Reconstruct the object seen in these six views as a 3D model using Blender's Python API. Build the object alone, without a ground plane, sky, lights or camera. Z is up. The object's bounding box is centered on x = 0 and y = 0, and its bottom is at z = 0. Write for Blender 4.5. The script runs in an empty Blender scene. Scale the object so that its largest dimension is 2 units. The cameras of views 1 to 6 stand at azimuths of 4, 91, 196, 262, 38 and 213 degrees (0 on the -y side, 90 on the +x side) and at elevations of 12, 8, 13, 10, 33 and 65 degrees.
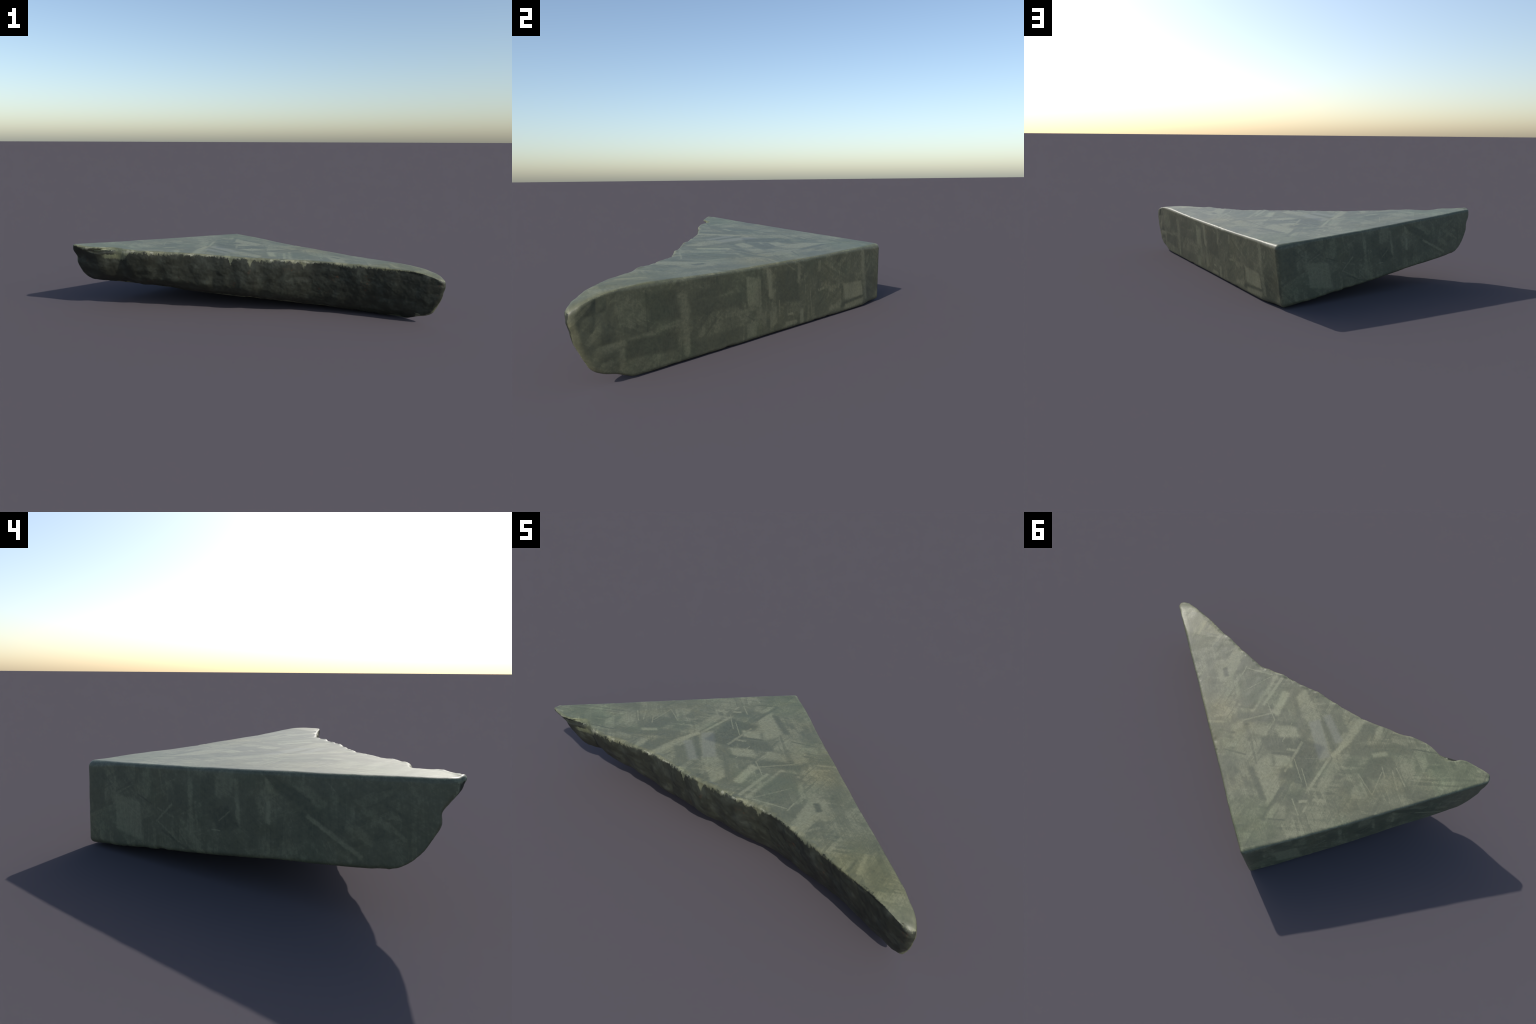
"""Corner piece sawn off an iron meteorite: a triangular slab with a polished and
etched top, two straight sawn sides that meet at a right angle, a flat underside,
and one long ragged natural side with a dark patina."""
import bpy, math
import numpy as np

# ------------------------------------------------------------------ sizes (metres)
# top and bottom are planes z = c0 + cx*x + cy*y
TOP = (0.2973, -0.0449, -0.0403)
TOP_DISH = (0.0158, -0.0109, 0.0119)      # x*x, x*y, y*y: the top is dished by a few millimetres
BOT = (0.0340, -0.0867, -0.0935)
CORNER_TOP = np.array([-0.170, 0.546, 0.278])     # the right-angled corner
CORNER_BOT = np.array([-0.216, 0.553, 0.000])
LEFT_TIP = np.array([-1.002, -0.378, 0.362])
RIGHT_TIP = np.array([1.004, -0.540, 0.223])
# plan of the broken side along its upper rim, and what the lower part recedes by
RIM = [(-1.10, -0.350), (-1.0, -0.386), (-.95, -0.402), (-.88, -0.407), (-.80, -0.388), (-.74, -0.376),
       (-.69, -0.392), (-.64, -0.401), (-.59, -0.398), (-.527, -0.384), (-.46, -0.380), (-.38, -0.370),
       (-.25, -0.367), (-.15, -0.378), (-.05, -0.390), (.08, -0.384), (.18, -0.389), (.25, -0.385),
       (.31, -0.381), (.39, -0.397), (.52, -0.432), (.63, -0.463), (.735, -0.495), (.85, -0.526),
       (.95, -0.556), (1.10, -0.594)]
RECEDE_LEFT = [(-.2, .24), (0, .150), (.1, .110), (.2, .086), (.35, .064), (.5, .049), (.7, .042),
               (.8, .026), (.9, .010), (1, 0), (1.2, 0)]
# how far the foot of the broken side stands back from the rim, along x, and the
# share of it reached at each height (0 underside, 1 top)
FOOT = [(-1.1, .10), (-.93, .090), (-.85, .080), (-.78, .074), (-.60, .076), (-.45, .046), (-.30, .020), (-.15, .021),
        (0, .026), (.14, .030), (.27, .034), (.44, .047), (.57, .064), (.72, .070), (.80, .066), (.90, .058), (1.1, .05)]
FOOT_SHARE = [(-.3, 1.9), (0, 1.28), (.1, 1.0), (.25, .74), (.45, .44), (.65, .20), (.85, .04), (1.0, 0), (1.3, 0)]
# swelling of the face below the rim, and the rounding of its lowest edge
BELLY = [(-1.1, 0), (-.96, .0), (-.86, .008), (-.72, .006), (-.55, .003), (-.40, .008), (0, .010), (.2, .010),
         (.4, .006), (.6, .002), (.9, .005), (1.1, .006)]
BELLY_SHARE = [(-.3, 0), (.08, 0), (.25, .5), (.45, 1), (.70, 1.0), (.88, .68), (1.0, .15), (1.3, -.4)]
TOE = [(-1.1, .03), (-.75, .055), (-.45, .062), (-.1, .050), (.2, .035), (.5, .026), (1.1, .026)]
TOE_SHARE = [(-.3, 3), (-.1, 1.6), (0, 1), (.1, .36), (.22, 0), (.4, 0), (1.3, 0)]
# blunt nose at the right tip: how far it reaches along TIP_DIR at each height
TIP_DIR = np.array([0.857, -0.515])
NOSE = [(-.05, .93), (.0, .945), (.02, .985), (.04, 1.046), (.056, 1.070), (.092, 1.097),
        (.132, 1.114), (.18, 1.127), (.22, 1.136), (.245, 1.125), (.262, 1.100), (.274, 1.062),
        (.282, 1.02), (.288, .950), (.292, .86), (.300, .70)]
GRID = 0.004


# ------------------------------------------------------------------ small numeric tools
def hash01(i, j, k, seed):
    n = (i * 374761393 + j * 668265263 + k * 2147483647 + seed * 974634777) & 0xFFFFFFFF
    n = ((n ^ (n >> 13)) * 1274126177) & 0xFFFFFFFF
    n = n ^ (n >> 16)
    return (n & 0xFFFF) / 65535.0


def noise(p, scale, seed):
    """value noise in -1..1"""
    q = p * scale
    b = np.floor(q).astype(np.int64)
    f = q - b
    f = f * f * f * (f * (f * 6 - 15) + 10)
    out = 0
    for dx in (0, 1):
        for dy in (0, 1):
            for dz in (0, 1):
                w = ((f[..., 0] if dx else 1 - f[..., 0]) * (f[..., 1] if dy else 1 - f[..., 1])
                     * (f[..., 2] if dz else 1 - f[..., 2]))
                out = out + w * hash01(b[..., 0] + dx, b[..., 1] + dy, b[..., 2] + dz, seed)
    return out * 2 - 1


def smooth_curve(knots):
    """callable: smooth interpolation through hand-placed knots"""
    kx = np.array([k[0] for k in knots]); ky = np.array([k[1] for k in knots])
    m = np.gradient(ky, kx)
    fine = np.linspace(kx[0], kx[-1], 1500)
    i = np.clip(np.searchsorted(kx, fine) - 1, 0, len(kx) - 2)
    h = kx[i + 1] - kx[i]; t = (fine - kx[i]) / h
    v = ((2*t**3 - 3*t**2 + 1) * ky[i] + (t**3 - 2*t**2 + t) * h * m[i]
         + (-2*t**3 + 3*t**2) * ky[i + 1] + (t**3 - t**2) * h * m[i + 1])
    return lambda x: np.interp(x, fine, v)


def smoothstep(a, b, x):
    t = np.clip((x - a) / (b - a), 0, 1)
    return t * t * (3 - 2 * t)


rim_y = smooth_curve(RIM)
rec_l = smooth_curve(RECEDE_LEFT)
foot = smooth_curve(FOOT)
foot_share = smooth_curve(FOOT_SHARE)
belly, belly_share = smooth_curve(BELLY), smooth_curve(BELLY_SHARE)
toe, toe_share = smooth_curve(TOE), smooth_curve(TOE_SHARE)
nose_s = smooth_curve(NOSE)


def wall(tip):
    up = CORNER_TOP - CORNER_BOT
    n = np.cross(tip - CORNER_TOP, up)
    n /= np.linalg.norm(n)
    if n[1] < 0:
        n = -n
    return n


N_LEFT, N_RIGHT = wall(LEFT_TIP), wall(RIGHT_TIP)


def height_in_slab(x, y, z):
    zt = (TOP[0] + TOP[1] * x + TOP[2] * y + TOP_DISH[0] * x * x + TOP_DISH[1] * x * y
          + TOP_DISH[2] * y * y)
    zb = BOT[0] + BOT[1] * x + BOT[2] * y
    return zt, zb, (z - zb) / (zt - zb)


def terms(x, y, z):
    """signed distances (negative inside): top, bottom, left wall, right wall, broken side, nose"""
    zt, zb, t = height_in_slab(x, y, z)
    d_top = (z - zt) * 0.997
    d_bot = (zb - z) * 0.992
    c = CORNER_TOP
    d_l = (x - c[0]) * N_LEFT[0] + (y - c[1]) * N_LEFT[1] + (z - c[2]) * N_LEFT[2]
    d_r = (x - c[0]) * N_RIGHT[0] + (y - c[1]) * N_RIGHT[1] + (z - c[2]) * N_RIGHT[2]
    # the sawn walls bow a little and stand steeper than the corner between them
    run_l = np.hypot(x - c[0], y - c[1])
    tt = np.clip(t, -.3, 1.3)
    d_l = d_l - (-.001 + .014 * tt + .008 * smoothstep(0, .5, run_l))
    d_r = d_r - (.004 + .019 * (1 - tt) * (.3 + .7 * smoothstep(0, .14, run_l)))
    w = smoothstep(-0.82, -0.965, x)
    main = foot(x) * foot_share(t) - belly(x) * belly_share(t) + toe(x) * toe_share(t)
    d_b = (rim_y(x) + rec_l(t) * w + main * (1 - w) - y) * 0.95
    d_n = (x * TIP_DIR[0] + y * TIP_DIR[1] - nose_s(z)) * 0.8
    d_t = (LEFT_TIP[0] + .006 - x) * .93 + (LEFT_TIP[1] - y) * .37
    return d_top, d_bot, d_l, d_r, d_b, d_n, d_t


def chip(x, y, z, centre, size, turn=0.0):
    """ellipsoid scoop: positive inside the scoop"""
    c, s = math.cos(turn), math.sin(turn)
    dx, dy, dz = x - centre[0], y - centre[1], z - centre[2]
    u, v = c * dx + s * dy, -s * dx + c * dy
    k = np.sqrt((u / size[0])**2 + (v / size[1])**2 + (dz / size[2])**2)
    return (1 - k) * min(size)


# (centre, half sizes, turn): pieces broken out of the rim
CHIPS = [((-.925, -.420, .338), (.050, .018, .010), -0.05),
         ((-.860, -.418, .342), (.060, .036, .014), -0.02),
         ((-.790, -.404, .350), (.050, .036, .016), 0.15),
         ((-.752, -.382, .360), (.044, .018, .020), -0.40),
         ((-.850, -.426, .366), (.045, .020, .012), 0.10),
         ((-.250, -.380, .338), (.030, .012, .014), 0.2),
         ((.150, -.402, .312), (.022, .012, .014), -0.2),
         ((.320, -.392, .306), (.030, .012, .014), -0.3),
         ((.968, -.530, .016), (.026, .030, .018), -0.4),
         ((-.070, -.415, .318), (.030, .022, .036), 0.0),
         ((.560, -.470, .300), (.060, .018, .022), -0.3)]


def field(x, y, z):
    T = terms(x, y, z)
    r = 0.012 + 0.004 * smoothstep(0.70, 0.95, x)
    r = r + .010 * smoothstep(.42, .53, y)
    s = 0; m = None
    for d in T:
        s = s + np.maximum(d + r, 0)**2
        m = d if m is None else np.maximum(m, d)
    f = np.sqrt(s) - r + np.minimum(m + r, 0)
    for ctr, size, turn in CHIPS:
        near = (np.abs(x - ctr[0]) < .15)
        if np.any(near):
            g = chip(x, y, z, ctr, size, turn)
            k = 0.006
            h = np.clip(0.5 + 0.5 * (g - f) / k, 0, 1)
            f = f * (1 - h) + g * h + k * h * (1 - h)
    return f


# ------------------------------------------------------------------ skin of the solid
def surface_nets():
    xs = np.arange(-1.032, 1.036, GRID, dtype=np.float32)
    ys = np.arange(-.640, .590, GRID, dtype=np.float32)
    zs = np.arange(-.024, .400, GRID, dtype=np.float32)
    F = np.empty((len(xs), len(ys), len(zs)), np.float32)
    Y, Z = np.meshgrid(ys, zs, indexing='ij')
    for a in range(0, len(xs), 32):
        X = xs[a:a + 32][:, None, None]
        X, Yb, Zb = np.broadcast_arrays(X, Y[None], Z[None])
        F[a:a + 32] = field(X, Yb, Zb)
    inside = F < 0
    n = [len(xs), len(ys), len(zs)]
    cells = np.zeros([k - 1 for k in n], bool)
    allin = np.ones_like(cells)
    for dx in (0, 1):
        for dy in (0, 1):
            for dz in (0, 1):
                c = inside[dx:n[0]-1+dx, dy:n[1]-1+dy, dz:n[2]-1+dz]
                cells |= c; allin &= c
    cells &= ~allin
    idx = -np.ones(cells.shape, np.int64)
    ijk = np.argwhere(cells)
    idx[cells] = np.arange(len(ijk))
    P = np.stack([xs[ijk[:, 0]], ys[ijk[:, 1]], zs[ijk[:, 2]]], 1).astype(np.float64) + GRID / 2
    quads = []
    for ax in range(3):
        a = [slice(None)] * 3; b = [slice(None)] * 3
        a[ax] = slice(0, n[ax] - 1); b[ax] = slice(1, n[ax])
        A, B = inside[tuple(a)], inside[tuple(b)]
        e = np.argwhere(A != B)
        flip = A[tuple(e.T)]
        u, v = (ax + 1) % 3, (ax + 2) % 3
        q = []
        for du, dv in ((1, 1), (0, 1), (0, 0), (1, 0)):
            c = e.copy(); c[:, u] -= du; c[:, v] -= dv
            q.append(idx[tuple(c.T)])
        q = np.stack(q, 1)
        q[~flip] = q[~flip][:, ::-1]
        quads.append(q)
    return P, np.concatenate(quads)


def gradient(P, e=0.0015):
    g = np.empty_like(P)
    for k in range(3):
        d = np.zeros(3); d[k] = e
        a, b = P + d, P - d
        g[:, k] = (field(a[:, 0], a[:, 1], a[:, 2]) - field(b[:, 0], b[:, 1], b[:, 2])) / (2 * e)
    return g


def relax_and_project(P, Q, rounds=4):
    pairs = np.concatenate([Q[:, [0, 1]], Q[:, [1, 2]], Q[:, [2, 3]], Q[:, [3, 0]]])
    for it in range(rounds):
        s = np.zeros_like(P); cnt = np.zeros(len(P))
        for a, b in ((0, 1), (1, 0)):
            for k in range(3):
                s[:, k] += np.bincount(pairs[:, a], P[pairs[:, b], k], len(P))
            cnt += np.bincount(pairs[:, a], minlength=len(P))
        P = P * 0.4 + 0.6 * s / cnt[:, None]
        for _ in range(2):
            f = field(P[:, 0], P[:, 1], P[:, 2])
            g = gradient(P)
            step = f[:, None] * g / np.maximum((g * g).sum(1), .2)[:, None]
            P = P - np.clip(step, -GRID, GRID)
    return P


def roughen(P):
    g = gradient(P, 0.004)
    nrm = g / np.linalg.norm(g, axis=1)[:, None]
    d_top, d_bot, d_l, d_r, d_b, d_n, d_t = terms(P[:, 0], P[:, 1], P[:, 2])
    rough = smoothstep(-.030, -.004, d_b) * smoothstep(-.2, .5, -nrm[:, 1])
    rough *= 0.35 + 0.65 * smoothstep(-.004, -.03, d_top)
    st = P * np.array([1, 1, 1.1])
    n = (.0055 * noise(st, 7, 1) - .0052 * (.45 - np.abs(noise(st, 11, 2)))
         + .0030 * noise(P * np.array([1, 1, .25]), 19, 18) + .0012 * noise(st, 45, 3) + .0006 * noise(st, 100, 4))
    # nicks along the rims
    edge = smoothstep(-.016, -.002, d_top) * smoothstep(-.03, -.004, np.maximum.reduce([d_l, d_r, d_b]))
    lowedge = smoothstep(-.016, -.002, d_bot) * smoothstep(-.03, -.004, np.maximum.reduce([d_l, d_r, d_b]))
    nick = (-.0034 * np.maximum(noise(P, 34, 5), 0) - .0012 * np.maximum(noise(P, 90, 6), 0)) * smoothstep(-.1, .6, noise(P, 7, 15))
    brim = edge * smoothstep(-.03, -.006, d_b)
    teeth = (.0042 * noise(P, 21, 11) + .0014 * noise(P, 60, 12)) * (.5 + .7 * smoothstep(-.3, .5, noise(P, 6, 13)))
    tip = smoothstep(.96, 1.06, P[:, 0] * TIP_DIR[0] + P[:, 1] * TIP_DIR[1])
    lumps = tip * (.0030 * noise(P, 13, 16) - .0026 * (.4 - np.abs(noise(P, 20, 17))))
    flat = .0016 * noise(P, 5, 7) + .0004 * noise(P, 30, 8)
    wear = .0022 * noise(P, 14, 9) * (1 - smoothstep(-.05, -.0, d_bot) * 0)
    side = np.maximum(smoothstep(-.03, -.004, d_l), smoothstep(-.03, -.004, d_r))
    d = lumps + rough * n + edge * nick + lowedge * nick * 1.2 + brim * teeth + flat + side * (1 - rough) * wear * .35
    return P + nrm * d[:, None]


def vertex_normals(P, Q):
    a = np.cross(P[Q[:, 2]] - P[Q[:, 0]], P[Q[:, 3]] - P[Q[:, 1]])
    n = np.zeros_like(P)
    for c in range(4):
        for k in range(3):
            n[:, k] += np.bincount(Q[:, c], a[:, k], len(P))
    return n / np.maximum(np.linalg.norm(n, axis=1), 1e-12)[:, None]


# ------------------------------------------------------------------ node helpers
class Tree:
    def __init__(self, nt):
        self.nt = nt

    def add(self, kind, **kw):
        n = self.nt.nodes.new(kind)
        for k, v in kw.items():
            setattr(n, k, v)
        return n

    def put(self, sock, val):
        if isinstance(val, bpy.types.NodeSocket):
            self.nt.links.new(val, sock)
        elif val is not None:
            sock.default_value = val

    def math(self, op, a, b=None, c=None, clamp=False):
        n = self.add('ShaderNodeMath', operation=op, use_clamp=clamp)
        for i, v in enumerate((a, b, c)):
            self.put(n.inputs[i], v)
        return n.outputs[0]

    def vec(self, op, a, b=None):
        n = self.add('ShaderNodeVectorMath', operation=op)
        self.put(n.inputs[0], a)
        self.put(n.inputs[1], b)
        return n.outputs['Value'] if op == 'DOT_PRODUCT' else n.outputs[0]

    def mapping(self, v, loc=(0, 0, 0), rot=(0, 0, 0), scale=(1, 1, 1), kind='POINT'):
        n = self.add('ShaderNodeMapping', vector_type=kind)
        self.put(n.inputs['Vector'], v)
        n.inputs['Location'].default_value = loc
        n.inputs['Rotation'].default_value = rot
        n.inputs['Scale'].default_value = scale
        return n.outputs[0]

    def turned(self, v, angle, sx, sy, shift=(0, 0, 0)):
        """2-D coordinates turned by an angle (degrees), then stretched"""
        c, s = math.cos(math.radians(angle)), math.sin(math.radians(angle))
        comb = self.add('ShaderNodeCombineXYZ')
        self.put(comb.inputs[0], self.vec('DOT_PRODUCT', v, (c * sx, s * sx, 0)))
        self.put(comb.inputs[1], self.vec('DOT_PRODUCT', v, (-s * sy, c * sy, 0)))
        return self.vec('ADD', comb.outputs[0], shift)

    def noise(self, v, scale, detail=3, rough=.55, dist=0.0, out=0):
        n = self.add('ShaderNodeTexNoise')
        self.put(n.inputs['Vector'], v)
        n.inputs['Scale'].default_value = scale
        n.inputs['Detail'].default_value = detail
        n.inputs['Roughness'].default_value = rough
        n.inputs['Distortion'].default_value = dist
        return n.outputs[out]

    def range(self, v, a, b, c=0.0, d=1.0, smooth=True):
        n = self.add('ShaderNodeMapRange', interpolation_type='SMOOTHSTEP' if smooth else 'LINEAR')
        for i, k in enumerate((v, a, b, c, d)):
            self.put(n.inputs[i], k)
        return n.outputs[0]

    def mixf(self, f, a, b):
        n = self.add('ShaderNodeMix', data_type='FLOAT')
        self.put(n.inputs[0], f); self.put(n.inputs[2], a); self.put(n.inputs[3], b)
        return n.outputs[0]

    def mix(self, f, a, b, blend='MIX'):
        n = self.add('ShaderNodeMix', data_type='RGBA', blend_type=blend)
        self.put(n.inputs[0], f)
        for s, v in ((n.inputs[6], a), (n.inputs[7], b)):
            self.put(s, (*v, 1) if isinstance(v, tuple) and len(v) == 3 else v)
        return n.outputs[2]

    def ramp(self, v, stops):
        n = self.add('ShaderNodeValToRGB')
        els = n.color_ramp.elements
        while len(els) < len(stops):
            els.new(0.5)
        for e, (pos, col) in zip(els, stops):
            e.position = pos
            e.color = (*col, 1)
        self.put(n.inputs[0], v)
        return n.outputs[0]


def basis_coords(t, u_axis, v_axis, origin):
    """2-D coordinates on a face of the slab, from Object coordinates"""
    obj = t.add('ShaderNodeTexCoord').outputs['Object']
    rel = t.vec('SUBTRACT', obj, tuple(origin))
    comb = t.add('ShaderNodeCombineXYZ')
    t.put(comb.inputs[0], t.vec('DOT_PRODUCT', rel, tuple(u_axis)))
    t.put(comb.inputs[1], t.vec('DOT_PRODUCT', rel, tuple(v_axis)))
    return obj, comb.outputs[0]


def lamella_mask(t, coord, x, y, angle, half_len, half_wid, soft, shear=0.0):
    c, s = math.cos(math.radians(angle)), math.sin(math.radians(angle))
    along, across = (c - shear * s, s + shear * c), (-s, c)
    u = t.math('SUBTRACT', t.vec('DOT_PRODUCT', coord, (*along, 0)), along[0] * x + along[1] * y)
    v = t.math('SUBTRACT', t.vec('DOT_PRODUCT', coord, (*across, 0)), across[0] * x + across[1] * y)
    du = t.range(t.math('ABSOLUTE', u), half_len + soft, half_len - soft)
    dv = t.range(t.math('ABSOLUTE', v), half_wid + soft, max(half_wid - soft, 0))
    return t.math('MULTIPLY', du, dv)


# ------------------------------------------------------------------ etched pattern
# Plates of the crystal pattern that the etching brought out, on each cut face:
# (place along the face, place across it, direction in degrees, half length,
#  half width, tone: + is a pale plate, - a dark one)
TOP_LAMELLAE = [
    (0.208, -0.241, -89, 0.127, 0.0120, 0.70), (0.173, -0.271, -89, 0.098, 0.0076, 0.60), (0.099, -0.232, -82, 0.078, 0.0210, 0.80),
    (-0.031, -0.283, -38, 0.093, 0.0354, 0.60), (-0.177, -0.161, -46, 0.129, 0.0341, 0.45), (-0.215, -0.236, -38, 0.092, 0.0198, 0.30),
    (-0.220, -0.186, -41, 0.098, 0.0118, -0.60), (-0.313, -0.271, 87, 0.091, 0.0219, 0.60), (-0.301, -0.146, 78, 0.050, 0.0140, 0.75),
    (-0.281, 0.032, 89, 0.122, 0.0077, 0.65), (-0.278, -0.250, -89, 0.075, 0.0070, 0.40), (-0.428, -0.330, -69, 0.038, 0.0191, 0.50),
    (-0.366, -0.295, -72, 0.050, 0.0192, -0.50), (-0.473, -0.245, 32, 0.137, 0.0295, -0.40), (-0.172, 0.002, -82, 0.119, 0.0734, -0.75),
    (0.114, -0.041, 19, 0.046, 0.0301, 0.55), (-0.022, -0.103, 30, 0.054, 0.0308, 0.60), (0.172, -0.092, 25, 0.097, 0.0259, -0.55),
    (0.005, -0.146, 25, 0.065, 0.0100, -0.60), (-0.021, -0.021, 26, 0.079, 0.0377, -0.60), (-0.093, 0.048, 23, 0.044, 0.0314, 0.60),
    (-0.123, 0.000, -87, 0.095, 0.0070, 0.40), (-0.062, 0.016, 26, 0.054, 0.0074, -0.70), (-0.082, 0.169, -42, 0.118, 0.0450, 0.50),
    (0.024, 0.260, -37, 0.138, 0.0104, -0.55), (-0.042, 0.216, -37, 0.099, 0.0142, -0.60), (-0.167, 0.267, -88, 0.098, 0.0106, -0.60),
    (-0.189, 0.300, -89, 0.042, 0.0171, 0.55), (-0.231, 0.277, -58, 0.029, 0.0185, 0.30), (-0.255, 0.184, 31, 0.051, 0.0297, -0.50),
    (-0.227, 0.327, 27, 0.039, 0.0038, -0.80), (-0.289, 0.182, 33, 0.021, 0.0079, 0.60), (-0.352, 0.139, 24, 0.032, 0.0088, 0.60),
    (-0.329, 0.007, -88, 0.099, 0.0267, 0.40), (-0.270, 0.226, -39, 0.047, 0.0032, 0.50), (-0.316, 0.213, -87, 0.019, 0.0056, 0.50),
    (-0.484, -0.073, -33, 0.062, 0.0144, -0.45), (-0.505, -0.156, 24, 0.047, 0.0618, -0.50), (-0.448, 0.001, -27, 0.059, 0.0239, 0.35),
    (-0.504, -0.046, -30, 0.066, 0.0029, 0.50), (-0.465, -0.012, -33, 0.064, 0.0028, 0.45), (-0.550, -0.082, -83, 0.065, 0.0028, 0.40),
    (-0.615, -0.140, -50, 0.053, 0.0028, 0.55), (-0.633, -0.166, -40, 0.053, 0.0028, 0.50), (-0.554, -0.143, -49, 0.041, 0.0028, 0.40),
    (-0.438, -0.152, 10, 0.015, 0.0259, 0.50), (-0.490, -0.225, 38, 0.038, 0.0135, 0.50), (-0.632, -0.223, -38, 0.033, 0.0240, 0.45),
    (-0.694, -0.295, -47, 0.032, 0.0170, 0.50), (-0.664, -0.231, -76, 0.042, 0.0091, 0.40), (0.462, -0.314, -80, 0.119, 0.0360, 0.55),
    (0.459, -0.252, -43, 0.097, 0.0260, 0.40), (0.462, -0.247, -43, 0.029, 0.0115, -0.75), (0.331, -0.171, -47, 0.079, 0.0102, 0.40),
    (0.265, -0.229, -87, 0.106, 0.0551, -0.45), (0.302, -0.343, 13, 0.075, 0.0036, 0.55), (0.379, -0.308, -82, 0.030, 0.0034, 0.50),
    (0.268, -0.276, 62, 0.089, 0.0030, 0.40), (0.750, -0.424, -79, 0.053, 0.0084, 0.45), (0.727, -0.451, -88, 0.035, 0.0049, -0.60),
    (0.626, -0.400, 89, 0.047, 0.0073, 0.50), (0.523, -0.360, 89, 0.051, 0.0178, -0.30), (0.404, -0.322, -85, 0.044, 0.0147, -0.40),
    (0.518, -0.377, 61, 0.036, 0.0064, 0.35), (0.167, 0.050, -44, 0.097, 0.0344, 0.30), (0.150, 0.128, 15, 0.062, 0.0042, -0.40),
    (0.251, 0.050, 18, 0.042, 0.0044, -0.50), (0.160, -0.102, 46, 0.082, 0.0046, 0.30), (0.118, -0.166, -38, 0.062, 0.0030, 0.45),
    (0.045, 0.048, -82, 0.035, 0.0051, -0.50), (-0.037, -0.201, -45, 0.128, 0.0099, -0.35), (-0.022, -0.103, -83, 0.060, 0.0025, 0.35),
    (-0.060, -0.306, -77, 0.048, 0.0092, 0.30), (-0.227, -0.285, -41, 0.059, 0.0248, -0.30), (-0.432, 0.010, -85, 0.033, 0.0280, -0.30),
    (-0.004, 0.279, -36, 0.094, 0.0141, 0.30), (-0.180, 0.052, -42, 0.065, 0.0024, 0.40), (-0.671, -0.351, 18, 0.061, 0.0037, -0.70),
    (-0.772, -0.259, -11, 0.045, 0.0151, 0.30), (-0.537, -0.337, 14, 0.039, 0.0161, 0.30), (-0.244, 0.085, -44, 0.074, 0.0024, 0.45),
    (-0.209, -0.038, 30, 0.033, 0.0021, 0.35), (-0.097, -0.028, 20, 0.030, 0.0074, 0.40),
]
RIGHT_LAMELLAE = [
    (0.127, -0.124, 79, 0.124, 0.0131, 0.70), (0.213, -0.184, 2, 0.074, 0.0379, 0.75), (0.215, -0.235, -4, 0.089, 0.0086, -0.60),
    (0.349, -0.240, -2, 0.041, 0.0130, 0.60), (0.200, -0.250, -4, 0.077, 0.0131, 0.50), (0.453, -0.143, -3, 0.022, 0.0061, 0.60),
    (0.359, -0.148, -2, 0.038, 0.0110, 0.50), (0.781, -0.070, 83, 0.061, 0.0140, 0.70), (0.869, -0.090, 84, 0.057, 0.0351, 0.55),
    (0.674, -0.097, 5, 0.068, 0.0630, -0.50), (0.583, -0.238, 88, 0.033, 0.0114, 0.70), (0.648, -0.254, 2, 0.036, 0.0086, 0.60),
    (0.655, -0.216, -1, 0.016, 0.0043, 0.80), (0.757, -0.210, 85, 0.038, 0.0209, 0.50), (0.876, -0.235, -90, 0.028, 0.0257, 0.50),
    (1.077, -0.093, -7, 0.104, 0.0135, 0.40), (1.190, -0.150, 87, 0.110, 0.0145, 0.35), (1.282, -0.067, 3, 0.058, 0.0480, -0.50),
    (1.047, -0.104, 1, 0.122, 0.0239, -0.50), (1.265, -0.140, -3, 0.050, 0.0096, 0.30), (1.408, -0.158, -4, 0.086, 0.0118, 0.30),
    (1.479, -0.087, 89, 0.054, 0.0230, -0.50), (1.322, -0.189, 4, 0.099, 0.0298, -0.50), (1.433, -0.208, 90, 0.036, 0.0098, 0.30),
    (1.096, -0.057, -4, 0.078, 0.0136, -0.40), (0.470, -0.040, -87, 0.024, 0.0101, 0.45), (0.606, -0.056, -90, 0.037, 0.0091, 0.50),
    (0.300, -0.202, 88, 0.049, 0.0049, -0.60), (0.524, -0.188, 83, 0.065, 0.0026, 0.30), (0.565, -0.102, 84, 0.045, 0.0026, 0.30),
    (0.100, -0.052, -66, 0.024, 0.0056, 0.35), (1.048, -0.237, -1, 0.115, 0.0254, -0.35), (1.343, -0.074, 88, 0.067, 0.0023, -0.50),
    (1.398, -0.064, -7, 0.047, 0.0317, 0.20), (0.835, -0.127, 86, 0.076, 0.0077, 0.35), (0.723, -0.179, 85, 0.034, 0.0037, 0.40),
    (0.474, -0.113, 75, 0.038, 0.0021, -0.40), (0.933, -0.155, 0, 0.080, 0.0076, 0.30),
]
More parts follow.
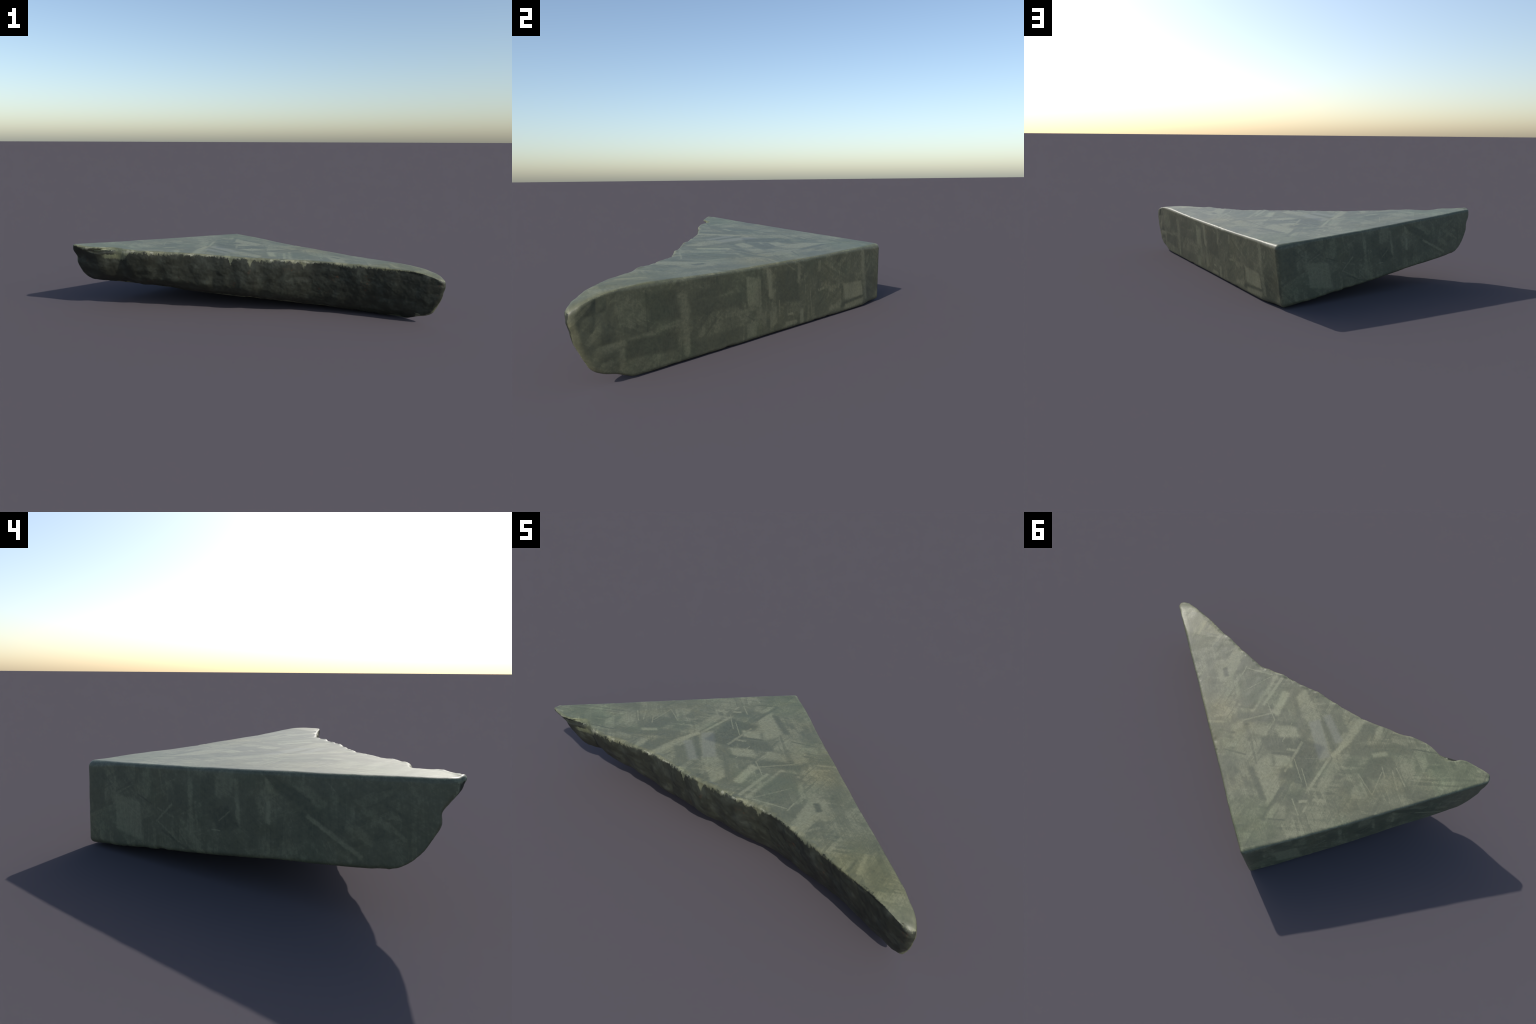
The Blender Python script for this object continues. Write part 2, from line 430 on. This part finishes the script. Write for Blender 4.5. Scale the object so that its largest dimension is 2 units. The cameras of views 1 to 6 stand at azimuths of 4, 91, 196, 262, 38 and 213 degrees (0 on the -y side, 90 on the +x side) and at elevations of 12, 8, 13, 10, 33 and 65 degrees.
LEFT_LAMELLAE = [
    (0.488, -0.086, -84, 0.090, 0.0100, 0.50), (0.218, -0.150, -80, 0.061, 0.0605, 0.55), (0.146, -0.081, -88, 0.051, 0.0058, 0.40),
    (0.656, -0.048, -83, 0.071, 0.0076, 0.60), (0.610, -0.096, 20, 0.038, 0.0338, -0.60), (0.607, 0.001, 12, 0.031, 0.0337, 0.35),
    (0.753, 0.014, -71, 0.021, 0.0059, 0.75), (0.759, -0.056, -86, 0.032, 0.0065, 0.75), (0.844, -0.005, -24, 0.079, 0.0163, -0.50),
    (0.882, 0.009, -35, 0.048, 0.0163, 0.35), (0.952, -0.084, -26, 0.088, 0.0059, 0.55), (1.018, -0.066, -26, 0.041, 0.0130, 0.30),
    (0.550, -0.036, -82, 0.052, 0.0254, -0.50), (0.437, -0.054, -84, 0.036, 0.0207, -0.45), (0.379, -0.114, 44, 0.046, 0.0035, 0.45),
    (0.386, -0.113, -15, 0.038, 0.0034, 0.40), (0.063, -0.081, -84, 0.064, 0.0309, -0.35), (0.404, -0.180, -19, 0.035, 0.0041, -0.50),
    (0.407, -0.173, -28, 0.060, 0.0025, 0.40), (0.855, 0.005, -24, 0.029, 0.0028, -0.50), (0.586, -0.133, 5, 0.016, 0.0020, 0.70),
    (0.613, -0.088, 42, 0.026, 0.0021, 0.40), (0.708, -0.092, -82, 0.070, 0.0170, -0.35), (0.296, -0.032, -84, 0.046, 0.0189, 0.30),
    (0.357, -0.009, -77, 0.029, 0.0029, 0.35), (1.061, -0.026, -28, 0.046, 0.0084, 0.30), (1.104, 0.001, -28, 0.039, 0.0040, -0.35),
    (0.974, -0.120, -29, 0.039, 0.0068, 0.30), (1.111, -0.049, -33, 0.029, 0.0049, 0.25), (0.830, -0.139, -41, 0.023, 0.0152, 0.25),
    (0.511, -0.104, -82, 0.045, 0.0046, 0.30), (0.290, -0.084, -18, 0.037, 0.0024, -0.50), (0.091, -0.034, -60, 0.016, 0.0107, -0.50),
    (0.168, -0.002, -78, 0.020, 0.0123, -0.40), (0.473, -0.205, -13, 0.043, 0.0033, -0.40),
]

DARK, MID, PALE = (.075, .083, .056), (.133, .138, .087), (.256, .256, .161)
SIDE_SHARE = (.755, .74, .73)     # side faces multiplied a little darker all over than the top


def scratches(t, coord, angle, stretch, scale, seed, width):
    v = t.turned(coord, angle, 1, stretch, (seed, seed * .7, seed * .3))
    n = t.noise(v, scale, 1, .5)
    return t.range(t.math('ABSOLUTE', t.math('SUBTRACT', n, .5)), width, 0.0)


def etched_tone(t, obj, coord, plates, grain_angles, soft, face_seed,
                mottle=1.5, gain=.92, lath_families=((-88, 3.6, 66), (-42, 3.4, 54), (27, 4.4, 72))):
    """tone 0..1 of an etched face: plates over a fine brushed grain"""
    wob = t.noise(coord, 70, 4, .7, out=1)
    wob = t.vec('MULTIPLY', t.vec('SUBTRACT', wob, (.5, .5, .5)), (.009, .009, 0))
    c = t.vec('ADD', coord, wob)
    flat = t.noise(t.mapping(coord, (face_seed, 3, 0)), 7, 4, .6)
    tone = t.range(flat, .3, .7, -.30, .22)
    # long brushed streaks below everything
    fades = t.noise(t.mapping(coord, (1, face_seed, 5)), 11, 3, .6)
    fade = t.range(fades, .32, .62, .45, 1.0)
    # small laths in the three directions of the crystal
    for k, (a, sx, sy) in enumerate(lath_families):
        v = t.turned(c, a, sx, sy, (face_seed * 1.3 + k, 4.1 * k, 0))
        vo = t.add('ShaderNodeTexVoronoi', voronoi_dimensions='2D', distance='CHEBYCHEV')
        t.put(vo.inputs['Vector'], v)
        vo.inputs['Scale'].default_value = 1.0
        bw = t.add('ShaderNodeRGBToBW')
        t.put(bw.inputs[0], vo.outputs['Color'])
        r = bw.outputs[0]
        pick = t.math('ADD', t.range(r, .56, .68), t.math('MULTIPLY', t.range(r, .42, .32), -1.0))
        tone = t.math('MULTIPLY_ADD', t.math('MULTIPLY', pick, t.range(t.noise(t.mapping(coord, (k * 4, face_seed, 6)), 7, 2), .42, .62)), .20, tone)
    for k, (x, y, ang, hl, hw, tn) in enumerate(plates):
        m = lamella_mask(t, c, x, y, ang, hl, hw, min(soft, max(hw * .6, .0016)),
                         (0.35, -0.3, 0.0, 0.5)[k % 4] if hw > .012 else 0)
        m = t.math('MULTIPLY', m, fade) if k % 3 == 0 else m
        tone = t.mixf(m, tone, tn * gain)
    for k, a in enumerate(grain_angles):
        g = t.noise(t.turned(coord, a, .10, 1, (k * 3.1, face_seed, 0)), 170, 3, .65)
        amp = t.range(t.noise(t.mapping(coord, (k * 7.7 + face_seed, 1, 2)), 9, 2), .40, .62, .14, .95)
        tone = t.math('MULTIPLY_ADD', t.math('SUBTRACT', g, .5), amp, tone)
    speck = t.noise(coord, 75, 5, .75)
    tone = t.math('MULTIPLY_ADD', t.math('SUBTRACT', speck, .5), mottle, tone)
    for k, a in enumerate((-88, -42, 28, -62)):
        s = scratches(t, c, a, 14, 7, 2.3 * k + face_seed, .014)
        where = t.range(t.noise(t.mapping(coord, (5 * k, 9, face_seed)), 6, 2), .50, .66)
        tone = t.math('MULTIPLY_ADD', t.math('MULTIPLY', s, where), .30, tone)
    return t.math('MULTIPLY_ADD', tone, .5, .5, clamp=True)


def etched_colour(t, obj, coord, tone, face_seed):
    col = t.ramp(tone, [(0.0, DARK), (.5, MID), (1.0, PALE)])
    # drifts of hue: mossy green, bluish grey, straw
    h = t.noise(t.mapping(coord, (face_seed, 11, 4)), 4.5, 3, .6)
    col = t.mix(t.range(h, .50, .68, 0, .55), col, t.mix(1, col, (.92, 1.0, .97), 'MULTIPLY'))
    h2 = t.noise(t.mapping(coord, (face_seed, 2, 14)), 5.5, 3, .6)
    col = t.mix(t.range(h2, .50, .68, 0, .6), col, t.mix(1, col, (1.05, 1.01, .94), 'MULTIPLY'))
    return col


def new_material(name):
    m = bpy.data.materials.new(name)
    m.use_nodes = True
    t = Tree(m.node_tree)
    bsdf = m.node_tree.nodes['Principled BSDF']
    return m, t, bsdf


def finish(t, bsdf, col, rough, bump_h, strength, dist, spec=.4):
    t.put(bsdf.inputs['Base Color'], col)
    t.put(bsdf.inputs['Roughness'], rough)
    bsdf.inputs['Specular IOR Level'].default_value = spec
    b = t.add('ShaderNodeBump')
    b.inputs['Strength'].default_value = strength
    b.inputs['Distance'].default_value = dist
    t.put(b.inputs['Height'], bump_h)
    t.put(bsdf.inputs['Normal'], b.outputs[0])


ROUGH = .46


def top_colour(t):
    obj, coord = basis_coords(t, (1, 0, 0), (0, 1, 0), (0, 0, 0))
    tone = etched_tone(t, obj, coord, TOP_LAMELLAE, (-88, -42, 2), .012, 1.0)
    col = etched_colour(t, obj, coord, tone, 1.0)
    # straw stain along the long sawn edge, mossy green at the square corner and the short tip
    for x, y, r, tint in ((.34, .05, .30, (1.05, 1.0, .91)), (-.12, .43, .26, (.95, 1.0, .94)),
                          (-.85, -.33, .24, (.94, 1.0, .95)), (.80, -.42, .22, (1.06, 1.03, .90))):
        d = t.add('ShaderNodeVectorMath', operation='DISTANCE')
        t.put(d.inputs[0], coord)
        d.inputs[1].default_value = (x, y, 0)
        f = t.math('MULTIPLY_ADD', t.math('SUBTRACT', t.noise(coord, 8, 3), .5), -.25, d.outputs['Value'])
        col = t.mix(t.range(f, r, r * .2), col, t.mix(1, col, tint, 'MULTIPLY'))
    # two broad plates that etched to a blue grey
    for x, y, a, hl, hw in ((-.185, -.150, -46, .11, .030), (-.215, -.236, -38, .085, .020)):
        m = lamella_mask(t, coord, x, y, a, hl, hw, .010)
        col = t.mix(t.math('MULTIPLY', m, .34), col, (.165, .172, .155))
    return obj, coord, tone, col


def polished_material():
    m, t, bsdf = new_material('etched_polished_iron')
    obj, coord, tone, col = top_colour(t)
    fine = t.noise(t.turned(coord, -42, .3, 1), 120, 4, .6)
    finish(t, bsdf, col, ROUGH, fine, .18, .002)
    return m


def sawn_material(name, tip, normal, plates, angles, seed):
    m, t, bsdf = new_material(name)
    u = tip - CORNER_TOP
    u[2] = 0
    u = u - normal * u.dot(normal)
    u /= np.linalg.norm(u)
    v = np.cross(normal, u)
    v = v if v[2] > 0 else -v
    obj, coord = basis_coords(t, u, v, CORNER_TOP)
    tone = etched_tone(t, obj, coord, plates, angles, .008, seed, 2.1, 1.12)
    col = t.mix(1, etched_colour(t, obj, coord, tone, seed), SIDE_SHARE, 'MULTIPLY')
    fine = t.noise(t.turned(coord, 80, .3, 1), 120, 4, .6)
    finish(t, bsdf, col, ROUGH, fine, .18, .002)
    return m


def underside_material():
    m, t, bsdf = new_material('sawn_underside_iron')
    obj, coord = basis_coords(t, (1, 0, 0), (0, 1, 0), (0, 0, 0))
    tone = etched_tone(t, obj, coord, [], (-88, 30), .005, 7.0)
    finish(t, bsdf, etched_colour(t, obj, coord, tone, 7.0), ROUGH, t.noise(obj, 120, 3), .2, .002)
    return m


def broken_material():
    """dark patina on the natural side; the polished top laps over its rim in a ragged line"""
    m, t, bsdf = new_material('dark_patina_iron')
    obj, coord, tone, lit = top_colour(t)
    n1 = t.noise(obj, 17, 6, .62)
    n2 = t.noise(t.mapping(obj, (4, 0, 0)), 90, 4, .65)
    patina = t.ramp(n1, [(.25, (.0115, .0125, .0085)), (.5, (.0225, .025, .017)), (.66, (.040, .045, .034)), (.85, (.066, .072, .056))])
    patina = t.mix(t.range(n2, .55, .80, 0, .3), patina, (.048, .056, .048))
    rust = t.math('MULTIPLY', t.range(t.noise(t.mapping(obj, (9, 2, 1)), 17, 3, .6), .62, .74),
                  t.range(n2, .42, .62))
    patina = t.mix(t.math('MULTIPLY', rust, .75), patina, (.075, .030, .012))
    # depth below the plane of the top
    depth = t.math('SUBTRACT', TOP[0], t.vec('DOT_PRODUCT', obj, (-TOP[1], -TOP[2], 1.0)))
    along = t.mapping(obj, (0, 0, 0), (0, 0, 0), (1, .8, .6))
    px = t.vec('DOT_PRODUCT', obj, (1, 0, 0))
    tuft = t.noise(along, 75, 4, .7)
    sweep = t.noise(t.mapping(obj, (3, 3, 3), (0, 0, 0), (1, 0, 0)), 9, 3, .6)
    reach = t.math('MULTIPLY_ADD', t.math('SUBTRACT', tuft, .5), .060,
                   t.math('MULTIPLY_ADD', t.math('SUBTRACT', sweep, .5), .06, t.range(px, .2, .6, .006, -.002)))
    # pale tongues hanging over the rim
    for x, w, d in ((-.118, .016, .034), (-.012, .018, .042), (.280, .020, .022), (-.735, .075, .050), (-.98, .05, -.02), (.99, .06, .03)):
        k = t.range(t.math('ABSOLUTE', t.math('SUBTRACT', px, x)), w, 0)
        reach = t.math('MULTIPLY_ADD', k, d, reach)
    over = t.range(t.math('SUBTRACT', depth, reach), .008, -.006)
    # the hollow under the short tip is coloured dark again, and the ledge below it pale
    def near(x, w):
        return t.range(t.math('ABSOLUTE', t.math('SUBTRACT', px, x)), w, w * .5)
    rag = t.math('MULTIPLY_ADD', t.math('SUBTRACT', tuft, .5), .03, depth)
    hollow = t.math('MULTIPLY', near(-.85, .13), t.math('MULTIPLY', t.range(rag, .004, .009), t.range(rag, .030, .022)))
    ledge = t.math('MULTIPLY', near(-.765, .075), t.math('MULTIPLY', t.range(rag, .024, .030), t.range(rag, .054, .044)))
    over = t.math('MULTIPLY', over, t.math('SUBTRACT', 1.0, hollow))
    over = t.math('MAXIMUM', over, t.math('MULTIPLY', ledge, .85))
    # the sawn sides turn the corner before the patina begins
    for nrm, skin in ((N_LEFT, .0155), (N_RIGHT, .008)):
        inset = t.math('SUBTRACT', float(np.dot(nrm, CORNER_TOP)) + skin, t.vec('DOT_PRODUCT', obj, tuple(nrm)))
        inset = t.math('MULTIPLY_ADD', t.math('SUBTRACT', tuft, .5), .016, inset)
        over = t.math('MAXIMUM', over, t.range(inset, .013, .004))
    # highlights along the rim, painted into the colour as pale spots
    nick = t.math('MULTIPLY', t.range(t.noise(t.mapping(obj, (7, 1, 2)), 34, 2), .50, .62),
                  t.math('MULTIPLY', t.range(depth, .018, .004), t.range(px, .50, .25)))
    lit = t.mix(t.math('MULTIPLY', nick, .6), lit, (.36, .36, .27))
    col = t.mix(over, patina, lit)
    h = t.math('ADD', n1, t.math('MULTIPLY', n2, .5))
    finish(t, bsdf, col, t.mixf(over, .62, ROUGH), h, .16, .004, .35)
    return m


# ------------------------------------------------------------------ build the slab
def build():
    P, Q = surface_nets()
    P = relax_and_project(P, Q)
    P = roughen(P)
    P[:, 2] -= P[:, 2].min()
    N = vertex_normals(P, Q)
    C = P[Q].mean(1)
    T = np.stack(terms(C[:, 0], C[:, 1], C[:, 2])[:5], 1)
    FN = N[Q].mean(1)
    # the region whose own flat direction fits best among those close to the skin
    side = np.argmax(T, axis=1)
    nose = C[:, 0] * TIP_DIR[0] + C[:, 1] * TIP_DIR[1] > .985
    dirs = np.array([(.045, .058, 1), (-.087, -.0935, -1), N_LEFT, N_RIGHT, (0.12, -.99, 0)], float)
    dirs /= np.linalg.norm(dirs, axis=1)[:, None]
    side[nose] = np.argmax(FN[nose] @ dirs.T, axis=1)

    slab = bpy.data.objects.new('meteorite_slab', None)
    slab.empty_display_size = .2
    slab['label'] = 'triangular corner slab of etched iron meteorite with one ragged dark side'
    slab['category'] = 'meteorite'
    bpy.context.collection.objects.link(slab)

    right = sawn_material('etched_sawn_iron_right', RIGHT_TIP, N_RIGHT, RIGHT_LAMELLAE, (85, 40), 3.0)
    left = sawn_material('etched_sawn_iron_left', LEFT_TIP, N_LEFT, LEFT_LAMELLAE, (-82, -28), 5.0)
    parts = [('polished_face', 0, polished_material()), ('underside', 1, underside_material()),
             ('sawn_side', 2, left), ('sawn_side', 3, right), ('broken_side', 4, broken_material())]
    for name, k, mat in parts:
        q = Q[side == k]
        used, inv = np.unique(q, return_inverse=True)
        q = inv.reshape(-1, 4)
        me = bpy.data.meshes.new(name)
        me.from_pydata(P[used].tolist(), [], q.tolist())
        me.polygons.foreach_set('use_smooth', [True] * len(q))
        me.normals_split_custom_set_from_vertices(N[used].tolist())
        me.materials.append(mat)
        ob = bpy.data.objects.new(name, me)
        ob.parent = slab
        bpy.context.collection.objects.link(ob)


build()
